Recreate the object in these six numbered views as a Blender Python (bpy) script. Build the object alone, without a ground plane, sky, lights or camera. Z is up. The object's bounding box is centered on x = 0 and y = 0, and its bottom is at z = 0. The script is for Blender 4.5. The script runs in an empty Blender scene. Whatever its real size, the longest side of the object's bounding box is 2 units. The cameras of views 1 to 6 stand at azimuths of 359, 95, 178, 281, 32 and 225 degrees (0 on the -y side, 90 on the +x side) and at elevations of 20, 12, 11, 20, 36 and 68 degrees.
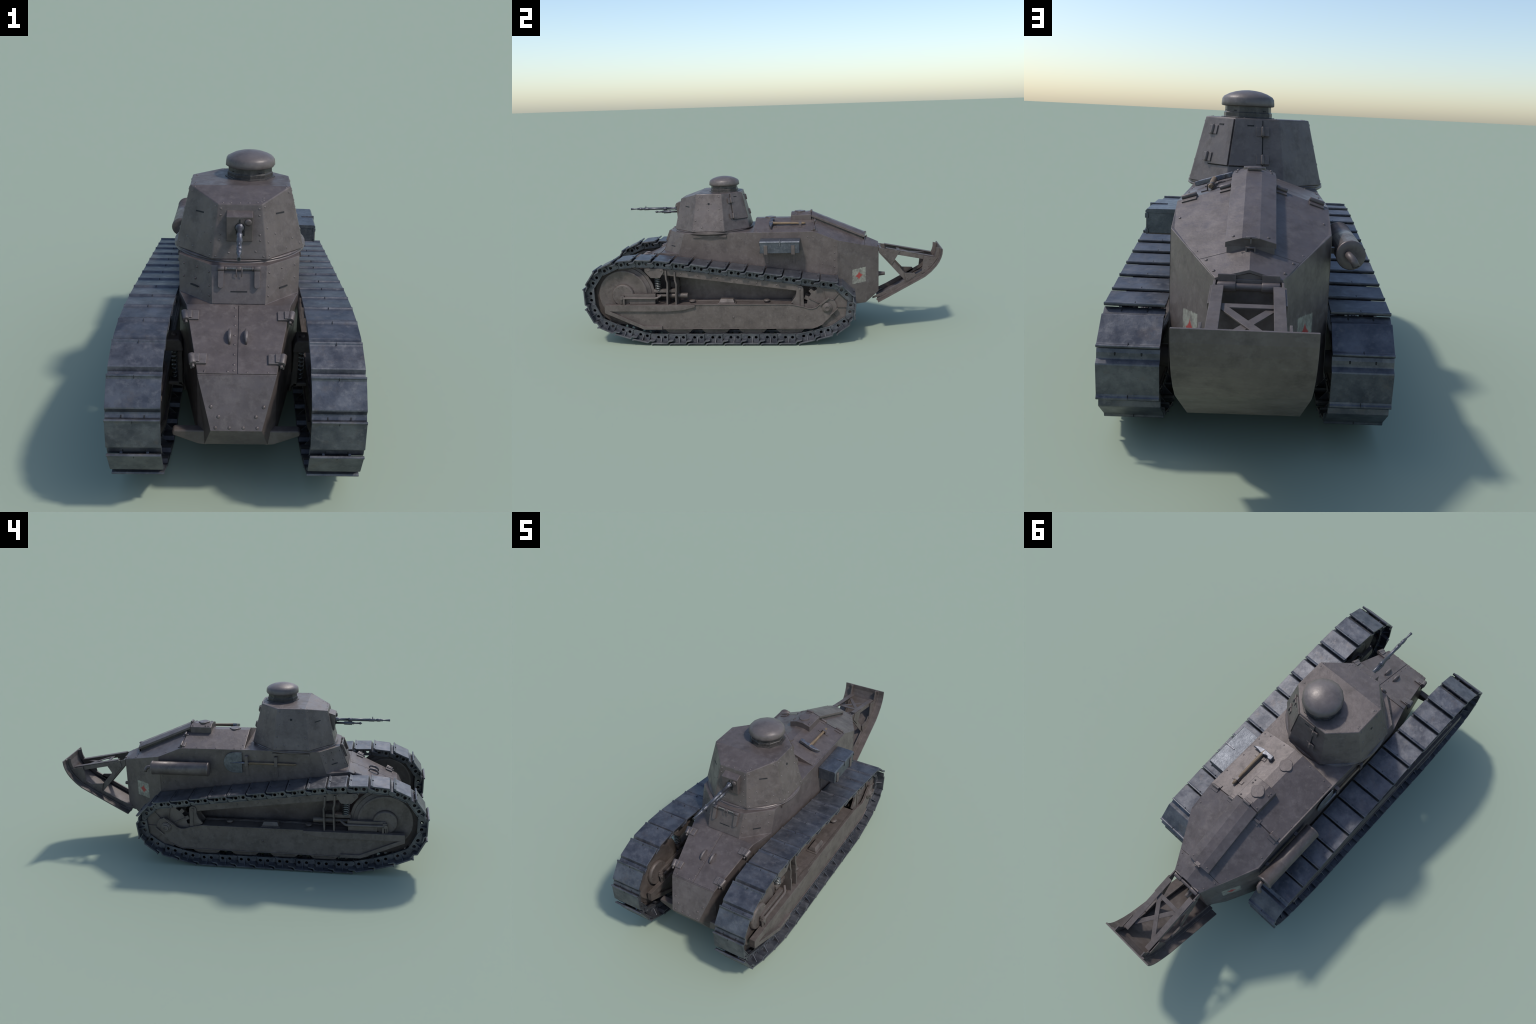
import bpy, bmesh, math, random
from mathutils import Vector, Matrix
random.seed(7)
V = Vector
SIDES = (1, -1)

# ------------------------------------------------------------------ materials
def nodes_of(mat):
    mat.use_nodes = True
    nt = mat.node_tree
    nt.nodes.clear()
    return nt

class NB:
    """small helper to wire shader nodes"""
    def __init__(self, name):
        self.mat = bpy.data.materials.new(name)
        self.nt = nodes_of(self.mat)
        self.out = self.n('ShaderNodeOutputMaterial')
        self.bsdf = self.n('ShaderNodeBsdfPrincipled')
        self.l(self.bsdf.outputs[0], self.out.inputs[0])
        self.tc = self.n('ShaderNodeTexCoord')
        self.co = self.tc.outputs['Object']
    def n(self, t, **kw):
        nd = self.nt.nodes.new(t)
        for k, v in kw.items():
            setattr(nd, k, v)
        return nd
    def l(self, a, b):
        self.nt.links.new(a, b)
    def val(self, sock, v):
        if hasattr(v, 'is_linked'):
            self.l(v, sock)
        else:
            sock.default_value = v
    def math(self, op, a, b=0.0, c=None, clamp=False):
        m = self.n('ShaderNodeMath', operation=op, use_clamp=clamp)
        self.val(m.inputs[0], a); self.val(m.inputs[1], b)
        if c is not None: self.val(m.inputs[2], c)
        return m.outputs[0]
    def noise(self, scale, detail=4, rough=.6, stretch=None, offset=(0, 0, 0), rand=False):
        co = self.co
        mp = self.n('ShaderNodeMapping')
        self.l(co, mp.inputs[0])
        mp.inputs['Location'].default_value = offset
        if stretch: mp.inputs['Scale'].default_value = stretch
        co = mp.outputs[0]
        if rand:
            oi = self.n('ShaderNodeObjectInfo')
            ad = self.n('ShaderNodeVectorMath', operation='ADD')
            sc = self.math('MULTIPLY', oi.outputs['Random'], 37.0)
            self.l(co, ad.inputs[0]); self.l(sc, ad.inputs[1])
            co = ad.outputs[0]
        nz = self.n('ShaderNodeTexNoise')
        nz.inputs['Scale'].default_value = scale
        nz.inputs['Detail'].default_value = detail
        nz.inputs['Roughness'].default_value = rough
        self.l(co, nz.inputs['Vector'])
        return nz.outputs['Fac']
    def ramp(self, f, stops):
        r = self.n('ShaderNodeValToRGB')
        el = r.color_ramp.elements
        while len(el) < len(stops): el.new(.5)
        for e, (p, c) in zip(el, stops):
            e.position = p
            e.color = (c, c, c, 1) if isinstance(c, (int, float)) else (*c, 1)
        self.l(f, r.inputs[0])
        return r.outputs[0]
    def mix(self, f, a, b, mode='MIX'):
        m = self.n('ShaderNodeMix', data_type='RGBA', blend_type=mode)
        self.val(m.inputs[0], f)
        for s, v in ((m.inputs[6], a), (m.inputs[7], b)):
            if isinstance(v, tuple): s.default_value = (*v, 1)
            else: self.l(v, s)
        return m.outputs[2]
    def bump(self, h, strength, dist):
        b = self.n('ShaderNodeBump')
        b.inputs['Strength'].default_value = strength
        b.inputs['Distance'].default_value = dist
        self.l(h, b.inputs['Height'])
        self.l(b.outputs[0], self.bsdf.inputs['Normal'])
    def set(self, **kw):
        for k, v in kw.items():
            self.val(self.bsdf.inputs[k.replace('_', ' ')], v)

def paint_material(name, base, dark, light, metal=.24, rough=(.31, .58), mark=False, rand=False, scale=1.0, bump=.35):
    b = NB(name)
    big = b.noise(9 * scale, 5, .62, rand=rand)
    mid = b.noise(38 * scale, 5, .65, offset=(3, 1, 7), rand=rand)
    fine = b.noise(170 * scale, 4, .6, offset=(9, 4, 2), rand=rand)
    streak = b.noise(30 * scale, 3, .6, stretch=(1, 1, .16), offset=(5, 2, 1), rand=rand)
    c = b.mix(b.ramp(big, [(.35, 0), (.68, 1)]), dark, base)
    c = b.mix(b.math('MULTIPLY', b.ramp(mid, [(.5, 0), (.72, 1)]), .55), c, light)
    c = b.mix(b.math('MULTIPLY', b.ramp(streak, [(.55, 0), (.75, 1)]), .35), c, dark)
    c = b.mix(b.math('MULTIPLY', b.ramp(fine, [(.6, 0), (.75, 1)]), .3), c, dark)
    grime = b.noise(16 * scale, 6, .72, offset=(7, 9, 4), rand=rand)
    c = b.mix(b.math('MULTIPLY', b.ramp(grime, [(.50, 0), (.68, 1)]), .62), c, tuple(x * .62 for x in dark))
    scuff = b.noise(70 * scale, 6, .75, offset=(1, 6, 8), rand=rand)
    c = b.mix(b.math('MULTIPLY', b.ramp(scuff, [(.60, 0), (.72, 1)]), .45), c, light)
    rg = b.ramp(b.math('ADD', b.math('MULTIPLY', mid, .5), b.math('MULTIPLY', grime, .5)), [(.36, rough[0]), (.64, rough[1])])
    if mark:
        # white square with a red four pointed diamond, on both tapered rear sides
        sx = b.n('ShaderNodeSeparateXYZ'); b.l(b.co, sx.inputs[0])
        s = b.math('MULTIPLY', b.math('SUBTRACT', sx.outputs[1], .5345), 1.13)
        z = b.math('SUBTRACT', sx.outputs[2], .338)
        z = b.math('SUBTRACT', z, b.math('MULTIPLY', s, .08))
        wob = b.math('MULTIPLY', b.math('SUBTRACT', b.noise(70, 4, .7, offset=(2, 2, 2)), .5), .014)
        a_s = b.math('ABSOLUTE', s); a_z = b.math('ABSOLUTE', z)
        sq = b.math('MAXIMUM', a_s, b.math('MULTIPLY', a_z, 1.02))
        m_sq = b.math('MULTIPLY', b.math('SUBTRACT', .0445, b.math('ADD', sq, wob)), 300, clamp=True)
        wear = b.ramp(b.noise(45, 5, .75, offset=(8, 3, 3)), [(.38, .25), (.60, .95)])
        m_sq = b.math('MULTIPLY', m_sq, wear)
        p = .72
        d = b.math('ADD', b.math('POWER', b.math('MULTIPLY', a_s, .92), p), b.math('POWER', a_z, p))
        m_d = b.math('MULTIPLY', b.math('SUBTRACT', .0275 ** p, b.math('ADD', d, b.math('MULTIPLY', wob, .8))), 70, clamp=True)
        c = b.mix(m_sq, c, (.33, .325, .27))
        c = b.mix(b.math('MULTIPLY', m_d, .9), c, (.36, .035, .032))
    b.set(Base_Color=c, Metallic=metal, Roughness=rg)
    b.bump(b.math('ADD', b.math('MULTIPLY', mid, .8), b.math('MULTIPLY', fine, .25)), bump, .0025)
    return b.mat

def track_material():
    b = NB('track_steel')
    big = b.noise(14, 5, .65, rand=True)
    mid = b.noise(45, 5, .65, offset=(1, 5, 2), rand=True)
    fine = b.noise(200, 3, .6)
    c = b.mix(b.ramp(big, [(.38, 0), (.62, 1)]), (.068, .071, .084), (.132, .134, .146))
    c = b.mix(b.math('MULTIPLY', b.ramp(mid, [(.52, 0), (.74, 1)]), .6), c, (.205, .20, .205))
    c = b.mix(b.math('MULTIPLY', b.ramp(fine, [(.6, 0), (.75, 1)]), .35), c, (.05, .048, .05))
    rust = b.noise(22, 5, .7, offset=(4, 4, 1), rand=True)
    c = b.mix(b.math('MULTIPLY', b.ramp(rust, [(.55, 0), (.72, 1)]), .5), c, (.135, .112, .10))
    rg = b.ramp(mid, [(.3, .34), (.7, .54)])
    b.set(Base_Color=c, Metallic=.65, Roughness=rg)
    b.bump(b.math('ADD', mid, b.math('MULTIPLY', fine, .1)), .22, .003)
    return b.mat

def simple_material(name, col, metal, rough, var=.25, scale=60, bump=.2, stretch=None):
    b = NB(name)
    f = b.noise(scale, 5, .65, stretch=stretch)
    c = b.mix(b.ramp(f, [(.3, 0), (.7, 1)]), tuple(x * (1 - var) for x in col), tuple(min(1, x * (1 + var)) for x in col))
    b.set(Base_Color=c, Metallic=metal, Roughness=rough)
    b.bump(f, bump, .0015)
    return b.mat

PAINT = paint_material('worn_paint', (.131, .107, .100), (.096, .077, .071), (.172, .147, .137))
PAINT_MARK = paint_material('worn_paint_with_mark', (.131, .107, .100), (.096, .077, .071), (.172, .147, .137), mark=True)
CHASSIS = paint_material('chassis_paint', (.124, .101, .091), (.089, .072, .064), (.162, .139, .124), metal=.18, rough=(.44, .68), scale=1.2)
TRACK = track_material()
GUN = simple_material('gun_steel', (.12, .12, .134), .75, .46, .2, 120)
STEEL = simple_material('bare_steel', (.165, .165, .18), .8, .46, .4, 90)
SPRING = simple_material('spring_steel', (.20, .20, .195), .85, .40, .2, 90)
BOX = paint_material('tool_box_paint', (.118, .127, .145), (.074, .081, .096), (.19, .194, .205), metal=.6, rough=(.30, .50), scale=2)
BLADE = simple_material('dull_blade_steel', (.115, .12, .128), .45, .48, .35, 50)
WOOD = simple_material('handle_wood', (.165, .112, .064), 0, .6, .4, 60, .2, stretch=(3, .3, 3))
WORN = paint_material('rubbed_paint', (.150, .128, .120), (.110, .091, .085), (.195, .172, .162), metal=.25, rough=(.36, .54), scale=3)
DOME = paint_material('dome_paint', (.142, .120, .113), (.116, .097, .091), (.170, .148, .139), metal=.18, rough=(.38, .52))
DARK = simple_material('near_black', (.012, .012, .013), 0, .8, .1)  # near-black for solid pieces that stand in for slits and openings
DARK_PAINT = paint_material('dark_brown_paint', (.062, .054, .049), (.032, .028, .026), (.12, .108, .098), metal=.15, scale=2.5)  # darker paint of the cupola neck and cowl core

# ------------------------------------------------------------------ geometry accumulator
class Geo:
    def __init__(self):
        self.v = []; self.f = []; self.m = []; self.s = []; self.mats = []
    def _mi(self, mat):
        if mat not in self.mats: self.mats.append(mat)
        return self.mats.index(mat)
    def add(self, verts, faces, mat=None, smooth=False):
        o = len(self.v)
        self.v += [tuple(v) for v in verts]
        mi = self._mi(mat) if mat else 0
        for f in faces:
            self.f.append([i + o for i in f]); self.m.append(mi); self.s.append(smooth)
        return self
    def box(self, c, size, rot=None, mat=None):
        c = V(c); h = V(size) / 2
        vs = [V((x * h.x, y * h.y, z * h.z)) for x in (-1, 1) for y in (-1, 1) for z in (-1, 1)]
        if rot is not None: vs = [rot @ v for v in vs]
        fs = [(0, 1, 3, 2), (4, 6, 7, 5), (0, 4, 5, 1), (2, 3, 7, 6), (0, 2, 6, 4), (1, 5, 7, 3)]
        return self.add([v + c for v in vs], fs, mat)
    def span(self, a, b, mat=None):
        a = V(a); b = V(b)
        return self.box((a + b) / 2, [abs(x) for x in (b - a)], None, mat)
    def lathe(self, p0, p1, prof, seg=20, mat=None, smooth=True, phase=0.0, cap=True):
        """prof: list of (t along p0->p1 in metres, radius)"""
        p0 = V(p0); ax = (V(p1) - p0).normalized()
        u = ax.orthogonal().normalized()
        if abs(ax.x) < .9: u = ax.cross(V((1, 0, 0))).normalized()
        w = ax.cross(u)
        vs = []; fs = []
        for t, r in prof:
            for i in range(seg):
                a = 2 * math.pi * i / seg + phase
                vs.append(p0 + ax * t + (u * math.cos(a) + w * math.sin(a)) * r)
        for k in range(len(prof) - 1):
            for i in range(seg):
                j = (i + 1) % seg
                fs.append((k * seg + i, k * seg + j, (k + 1) * seg + j, (k + 1) * seg + i))
        self.add(vs, fs, mat, smooth)
        if cap:
            n = len(prof) - 1
            self.add(vs[:seg], [tuple(range(seg))[::-1]], mat, False)
            self.add(vs[n * seg:], [tuple(range(seg))], mat, False)
        return self
    def cyl(self, p0, p1, r, r2=None, seg=16, mat=None, smooth=True, phase=0.0):
        L = (V(p1) - V(p0)).length
        return self.lathe(p0, p1, [(0, r), (L, r if r2 is None else r2)], seg, mat, smooth, phase)
    def prism(self, poly, frame, d0, d1, mat=None):
        """poly: 2d points; frame(u,v,d)->3d; extruded from d0 to d1"""
        n = len(poly)
        vs = [frame(u, v, d0) for u, v in poly] + [frame(u, v, d1) for u, v in poly]
        fs = [tuple(range(n))[::-1], tuple(range(n, 2 * n))]
        fs += [(i, (i + 1) % n, n + (i + 1) % n, n + i) for i in range(n)]
        return self.add(vs, fs, mat)
    def tube(self, pts, r, seg=10, mat=None, closed=False):
        pts = [V(p) for p in pts]; n = len(pts)
        vs = []; fs = []
        prev = None
        for i, p in enumerate(pts):
            a = pts[max(i - 1, 0)]; b = pts[min(i + 1, n - 1)]
            t = (b - a).normalized()
            if prev is None: u = t.orthogonal().normalized()
            else: u = (prev - t * prev.dot(t)).normalized()
            prev = u; w = t.cross(u)
            rr = r[i] if isinstance(r, (list, tuple)) else r
            for k in range(seg):
                q = 2 * math.pi * k / seg
                vs.append(p + (u * math.cos(q) + w * math.sin(q)) * rr)
        for i in range(n - 1):
            for k in range(seg):
                j = (k + 1) % seg
                fs.append((i * seg + k, i * seg + j, (i + 1) * seg + j, (i + 1) * seg + k))
        self.add(vs, fs, mat, True)
        self.add(vs[:seg], [tuple(range(seg))[::-1]], mat)
        self.add(vs[-seg:], [tuple(range(seg))], mat)
        return self
    def rivet(self, p, nrm, r=.0042, h=.42, mat=None, seg=8):
        nrm = V(nrm).normalized(); p = V(p)
        return self.lathe(p - nrm * .002, p + nrm, [(0, r), (.002, r), (.002 + r * h * .7, r * .72), (.002 + r * h, r * .15)], seg, mat, True)
    def rivet_line(self, a, b, n, nrm, r=.0042, mat=None):
        a = V(a); b = V(b)
        for i in range(n):
            self.rivet(a.lerp(b, i / (n - 1) if n > 1 else .5), nrm, r, mat=mat)
        return self
    def slab(self, pts, t, mat=None, off=0.0):
        """plate from planar 3d points (counter clockwise seen from outside); t thick, outwards from surface"""
        pts = [V(p) for p in pts]
        nr = V((0, 0, 0))
        for i in range(len(pts)):
            nr += (pts[i] - pts[0]).cross(pts[(i + 1) % len(pts)] - pts[0])
        nr.normalize()
        n = len(pts)
        vs = [p + nr * off for p in pts] + [p + nr * (off + t) for p in pts]
        fs = [tuple(range(n))[::-1], tuple(range(n, 2 * n))]
        fs += [(i, (i + 1) % n, n + (i + 1) % n, n + i) for i in range(n)]
        return self.add(vs, fs, mat)
    def mirror(self):
        n = len(self.v)
        self.v += [(-x, y, z) for x, y, z in self.v]
        for f, m, s in list(zip(self.f, self.m, self.s)):
            self.f.append([i + n for i in reversed(f)]); self.m.append(m); self.s.append(s)
        return self
    def mesh(self, name, mat=None):
        me = bpy.data.meshes.new(name)
        me.from_pydata(self.v, [], self.f)
        mats = [m or mat for m in self.mats] or [mat]
        if None in mats: mats = [mat if m is None else m for m in mats]
        for m in mats: me.materials.append(m)
        for p, mi, s in zip(me.polygons, self.m, self.s):
            p.material_index = mi; p.use_smooth = s
        bm = bmesh.new(); bm.from_mesh(me)
        bmesh.ops.remove_doubles(bm, verts=bm.verts, dist=1e-6)
        bmesh.ops.recalc_face_normals(bm, faces=bm.faces)
        bm.to_mesh(me); bm.free()
        return me
    def make(self, name, mat, parent, bevel=.0015, origin=None, kind=None):
        # first material slot used when a piece gives none
        if not self.mats: self.mats = [mat]
        me = self.mesh(name, mat)
        return put(name, me, parent, bevel, origin, kind)

def put(name, me, parent, bevel=0.0, origin=None, kind=None):
    ob = bpy.data.objects.new(name, me)
    bpy.context.collection.objects.link(ob)
    ob.parent = parent
    if bevel:
        bv = ob.modifiers.new('edge_rounding', 'BEVEL')
        bv.width = bevel; bv.segments = 2; bv.limit_method = 'ANGLE'; bv.angle_limit = math.radians(25)
        bv.harden_normals = False
    if kind: ob['kind'] = kind
    return ob

def geo(mat):
    g = Geo(); g._mi(mat); return g

def plate_with_holes(outline, holes, thick):
    """flat plate in the (y,z) plane, extruded along x by +-thick/2, round holes (y,z,r)"""
    cu = bpy.data.curves.new('outline', 'CURVE')
    cu.dimensions = '2D'; cu.fill_mode = 'BOTH'; cu.extrude = thick / 2
    def ring(pts):
        sp = cu.splines.new('POLY'); sp.points.add(len(pts) - 1)
        for q, (a, b) in zip(sp.points, pts): q.co = (a, b, 0, 1)
        sp.use_cyclic_u = True
    ring(outline)
    for (a, b, r) in holes:
        ring([(a + r * math.cos(k * math.pi / 6), b + r * math.sin(k * math.pi / 6)) for k in range(12)])
    ob = bpy.data.objects.new('outline', cu)
    bpy.context.collection.objects.link(ob)
    dg = bpy.context.evaluated_depsgraph_get()
    me = bpy.data.meshes.new_from_object(ob.evaluated_get(dg))
    vs = [(v.co.z, v.co.x, v.co.y) for v in me.vertices]
    fs = [tuple(p.vertices) for p in me.polygons]
    bpy.data.objects.remove(ob); bpy.data.curves.remove(cu); bpy.data.meshes.remove(me)
    return vs, fs

YZ = lambda x_sign=1: (lambda u, v, d: (x_sign * d, u, v))

def arc(cy, cz, r, a0, a1, n):
    return [(cy + r * math.cos(math.radians(a0 + (a1 - a0) * i / n)), cz + r * math.sin(math.radians(a0 + (a1 - a0) * i / n))) for i in range(n + 1)]

# ------------------------------------------------------------------ root
tank = bpy.data.objects.new('light_tank', None)
bpy.context.collection.objects.link(tank)
tank['label'] = 'small First World War light tank, grey brown worn paint'
tank['category'] = 'tank'

# ------------------------------------------------------------------ hull
FLOOR = .172
W = .197
TOP = .605
def both(p): return (p, (-p[0], p[1], p[2]))

def hull_body():
    """closed body: plan outline with vertical sides, nose, driver ledge, turret platform, gabled engine deck, tapered rear"""
    P = {}
    def pt(k, x, y, z):
        P[k + 'R'] = (x, y, z); P[k + 'L'] = (-x, y, z)
    pt('nose', .0735, -.921, .243); pt('lip', .093, -.876, .167); pt('nsb', .1155, -.845, FLOOR)
    pt('dlo', .1155, -.845, .383); pt('dhi', .166, -.590, .489)
    pt('dhb', .166, -.590, FLOOR)
    pt('vlo', .085, -.587, .4895); pt('vhi', .0885, -.541, .604)
    pt('slo', .197, -.480, .4895); pt('shi', .199, -.444, TOP)
    pt('slb', .197, -.480, FLOOR)
    pt('dfo', W, -.054, TOP); pt('dfb', W, -.054, FLOOR)
    pt('tap', W, .414, .5535); pt('hin', W, .286, TOP); pt('tab', W, .414, .176)
    pt('rto', .0750, .6475, .4870); pt('rlo', .0755, .6475, .2315); pt('rlb', .1165, .5715, .175)
    keys = list(P); idx = {k: i for i, k in enumerate(keys)}
    F = []
    def q(*names):
        F.append([idx[n] for n in names])
    def qs(*names):
        q(*[n + 'R' for n in names]); q(*[n + 'L' for n in reversed(names)])
    q('noseL', 'noseR', 'dloR', 'dloL')                    # nose plate
    q('lipL', 'lipR', 'noseR', 'noseL')                    # lip
    qs('nose', 'lip', 'nsb', 'dlo')
    q('dloL', 'dloR', 'dhiR', 'dhiL')                      # door bed
    qs('nsb', 'dhb', 'dhi', 'dlo')
    qs('dhi', 'slo', 'vlo'); 
    q('dhiL', 'dhiR', 'vloR', 'vloL')
    q('vloL', 'vloR', 'vhiR', 'vhiL')                      # visor plate
    qs('vlo', 'slo', 'shi', 'vhi')
    qs('dhb', 'slb', 'slo', 'dhi')
    qs('slb', 'dfb', 'dfo', 'shi', 'slo')                  # side wall, front half
    qs('dfb', 'tab', 'tap', 'hin', 'dfo')                  # side wall, engine bay
    qs('tab', 'rlb', 'rlo', 'rto', 'tap')                  # tapered rear side
    q('rloR', 'rloL', 'rtoL', 'rtoR')                      # rear wall
    q('rlbR', 'rlbL', 'rloL', 'rloR')
    q('vhiL', 'vhiR', 'shiR', 'shiL'); q('shiL', 'shiR', 'dfoR', 'dfoL')   # platform
    q('dfoL', 'dfoR', 'hinR', 'hinL'); q('hinL', 'hinR', 'tapR', 'tapL'); q('tapL', 'tapR', 'rtoR', 'rtoL')
    q('rlbL', 'rlbR', 'tabR', 'tabL'); q('tabL', 'tabR', 'dfbR', 'dfbL'); q('dfbL', 'dfbR', 'slbR', 'slbL')
    q('slbL', 'slbR', 'dhbR', 'dhbL'); q('dhbL', 'dhbR', 'nsbR', 'nsbL'); q('nsbL', 'nsbR', 'lipR', 'lipL')
    g = geo(PAINT_MARK); 
    g.add([P[k] for k in keys], F)
    return g
g = hull_body()
g.v = [v for v in g.v]
me = g.mesh('hull', PAINT_MARK)
bm = bmesh.new(); bm.from_mesh(me)
bmesh.ops.delete(bm, geom=[v for v in bm.verts if not v.link_faces], context='VERTS')
bm.to_mesh(me); bm.free()
hull = put('hull', me, tank, .0012)

# nose plate and two driver doors: thin plates lying on the hull, narrow gaps between them
def lerp3(a, b, t): return V(a).lerp(V(b), t)
DLo, DHi, No = .1155, .166, .0735
g = geo(PAINT)
g.slab([(-No, -.921, .243), (No, -.921, .243), (DLo - .0005, -.847, .3795), (-DLo + .0005, -.847, .3795)], .0025)
g.make('nose_plate', PAINT, tank, .0008)
for s in SIDES:
    g = geo(PAINT)
    pts = [(.0012, -.8435, .3836), (DLo - .0005, -.8435, .3836), (DHi - .001, -.592, .4882), (.0012, -.592, .4882)]
    if s < 0: pts = [(-x, y, z) for x, y, z in reversed(pts)]
    g.slab(pts, .003)
    nrm = V((0, -.385, .923))
    door = g.make('driver_door', PAINT, tank, .0008)
    # curved grab handle
    g = geo(WORN)
    a = V((s * .025, -.742, .4282)); b = V((s * .025, -.692, .4485))
    pts = [a] + [a.lerp(b, t) + nrm * (.017 * math.sin(math.pi * (.15 + .7 * t)) ) for t in (.08, .25, .5, .75, .92)] + [b]
    g.tube(pts, [.003, .004, .006, .0068, .006, .004, .003], 8)
    g.make('grab_handle', WORN, door, 0)
    # hinges: leaf on the door, barrel at the edge, leaf down the side
    along = V((0, .923, .385)); lat = V((s, 0, 0))
    for (hx, hy, hz) in ((.1485, -.637, .4695), (.1165, -.797, .4045)):
        g = geo(WORN)
        c = V((s * (hx - .006), hy, hz)) + nrm * .003
        R = Matrix((lat, along, nrm)).transposed()
        g.box(c + nrm * .0015, (.040, .037, .0085), R)
        g.box(c + nrm * .003 + lat * .012, (.022, .031, .015), R)
        e = V((s * (hx + .017), hy, hz)) + nrm * .001
        edge = V((s * (DHi - DLo), .252, .1065)).normalized()
        g.cyl(e - edge * .020 + nrm * .004, e + edge * .015 + nrm * .0045, .0115, seg=14)
        g.cyl(e - edge * .030 + nrm * .002, e - edge * .018 + nrm * .002, .005, seg=8)
        g.box(e + V((s * .002, 0, -.012)), (.006, .03, .022))
        g.make('door_hinge', WORN, door, .003)

# rivets on nose, doors and visor
g = geo(PAINT)
nd = V((0, -.385, .923)); nn = V((0, -.875, .484))
def on_door(x, t): return V((x, -.8435 + (.2515) * t, .3836 + .1046 * t)) + nd * .003
for t in (.04, .12, .26, .4, .53, .68, .82, .95): g.rivet(on_door(-.010, t), nd, .0042)
for x in (-.095, -.028): g.rivet(on_door(x, .03), nd, .0045)
for x in (.028, .09): g.rivet(on_door(x, .02), nd, .003)
def on_nose(x, t): return V((x, -.921 + .074 * t, .243 + .1365 * t)) + nn * .0025
for x in (-.06, -.02, .02, .06): g.rivet(on_nose(x, .06), nn, .0052)
for x, t in ((-.052, .26), (.056, .26), (-.074, .44), (.078, .44)): g.rivet(on_nose(x, t), nn, .0058)
g.make('nose_rivets', PAINT, hull, 0, kind='stuff')

# front towing wings either side of the nose lip
g = geo(CHASSIS)
XZ = lambda u, v, d: (u, d, v)
XZ_s = lambda sg: (lambda u, v, d: (sg * u, d, v))
g.prism([(.085, .212), (.183, .213), (.1895, .207), (.188, .196), (.112, .166), (.085, .163)], XZ, -.875, -.845)
g.mirror()
g.make('front_crossmember', CHASSIS, hull, .004)

# driver's visor flap
nv = V((0, -.927, .374)); up = V((0, .374, .927))
def on_visor(x, t): return V((x, -.587 + .046 * t, .4895 + .1145 * t))
g = geo(PAINT)
g.slab([on_visor(-.0849, .012), on_visor(.0849, .012), on_visor(.0879, .85), on_visor(-.0879, .85)], .0022)
visor = g.make('visor_flap', PAINT, tank, .0008)
g = geo(PAINT)
ctr = on_visor(0, .915) + nv * .006
g.cyl(ctr + V((-.068, 0, 0)), ctr + V((.068, 0, 0)), .0045, seg=10)
for k in range(34):
    x = -.042 + .084 * k / 33
    if abs(x) < .006: continue
    g.cyl(ctr + V((x - .0008, 0, 0)), ctr + V((x + .0008, 0, 0)), .0062, seg=8, mat=SPRING)
g.cyl(ctr + V((-.007, 0, 0)), ctr + V((.007, 0, 0)), .0075, seg=10)
for s in SIDES:
    for x0, w in ((.047, .007),): g.cyl(ctr + V((s * .04, 0, 0)), ctr + V((s * .046, 0, 0)), .007, seg=10)
    R = Matrix((V((1, 0, 0)), up, nv)).transposed()
    c = on_visor(s * .0575, .66) + nv * .006
    poly = [(.009, .024), (-.009, .024)] + [(.009 * math.cos(a), -.022 + .009 * math.sin(a)) for a in [math.pi + math.pi * i / 6 for i in range(7)]]
    g.prism(poly, lambda u, v, d: c + V((u, 0, 0)) + up * v + nv * d, -.005, .0085)
    g.cyl(ctr + V((s * .0475, 0, 0)), ctr + V((s * .0675, 0, 0)), .009, seg=12)
    g.tube([ctr + V((s * .009, 0, 0)) + nv * .004, ctr + V((s * .009, 0, 0)) + nv * .007 - up * .012, ctr + V((s * .008, 0, 0)) + nv * .001 - up * .026], .0017, 6)
g.make('visor_hinge', PAINT, visor, .001)
g = geo(DARK)
R = Matrix((V((1, 0, 0)), up, nv)).transposed()
g.box(on_visor(0, .325) + nv * .0019, (.053, .0042, .0022), R)
def slit_plate(gg, c, nrm, length, h=.0042, tilt=0.0, proud=.0008):  # dark box set slightly proud in place of a cut slit
    nrm = V(nrm).normalized(); hor = V((0, 0, 1)).cross(nrm).normalized(); ver = nrm.cross(hor)
    a = math.radians(tilt); h2 = hor * math.cos(a) + ver * math.sin(a); v2 = nrm.cross(h2)
    gg.box(V(c) + nrm * (proud - .001), (length, h, .002), Matrix((h2, v2, nrm)).transposed())
for s in SIDES:
    a = V((s * .085, -.587, .4895)); b = V((s * .197, -.48, .4895)); c3 = V((s * .199, -.444, TOP))
    nr = (b - a).cross(c3 - a) * s
    nr.normalize()
    d3 = V((s * .0885, -.541, .604))
    slit_plate(g, a.lerp(b, .51).lerp(d3.lerp(c3, .51), .31), nr, .036, .0045, proud=.0035)
g.make('vision_slit_plate', DARK, visor, 0)  # dark boxes on the front plates, nothing is cut through
g = geo(PAINT)
for s in SIDES:
    a = V((s * .085, -.587, .4895)); b = V((s * .197, -.48, .4895)); c3 = V((s * .199, -.444, TOP)); d3 = V((s * .0885, -.541, .604))
    nr = ((b - a).cross(c3 - a) * s).normalized()
    for u, v in ((.07, .2), (.07, .45), (.08, .8), (.45, .82), (.85, .8), (.86, .45), (.5, .5)):
        p = a.lerp(b, u).lerp(d3.lerp(c3, u), v)
        g.rivet(p + nr * .0005, nr, .004)
g.make('front_rivets', PAINT, hull, 0, kind='stuff')

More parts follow.
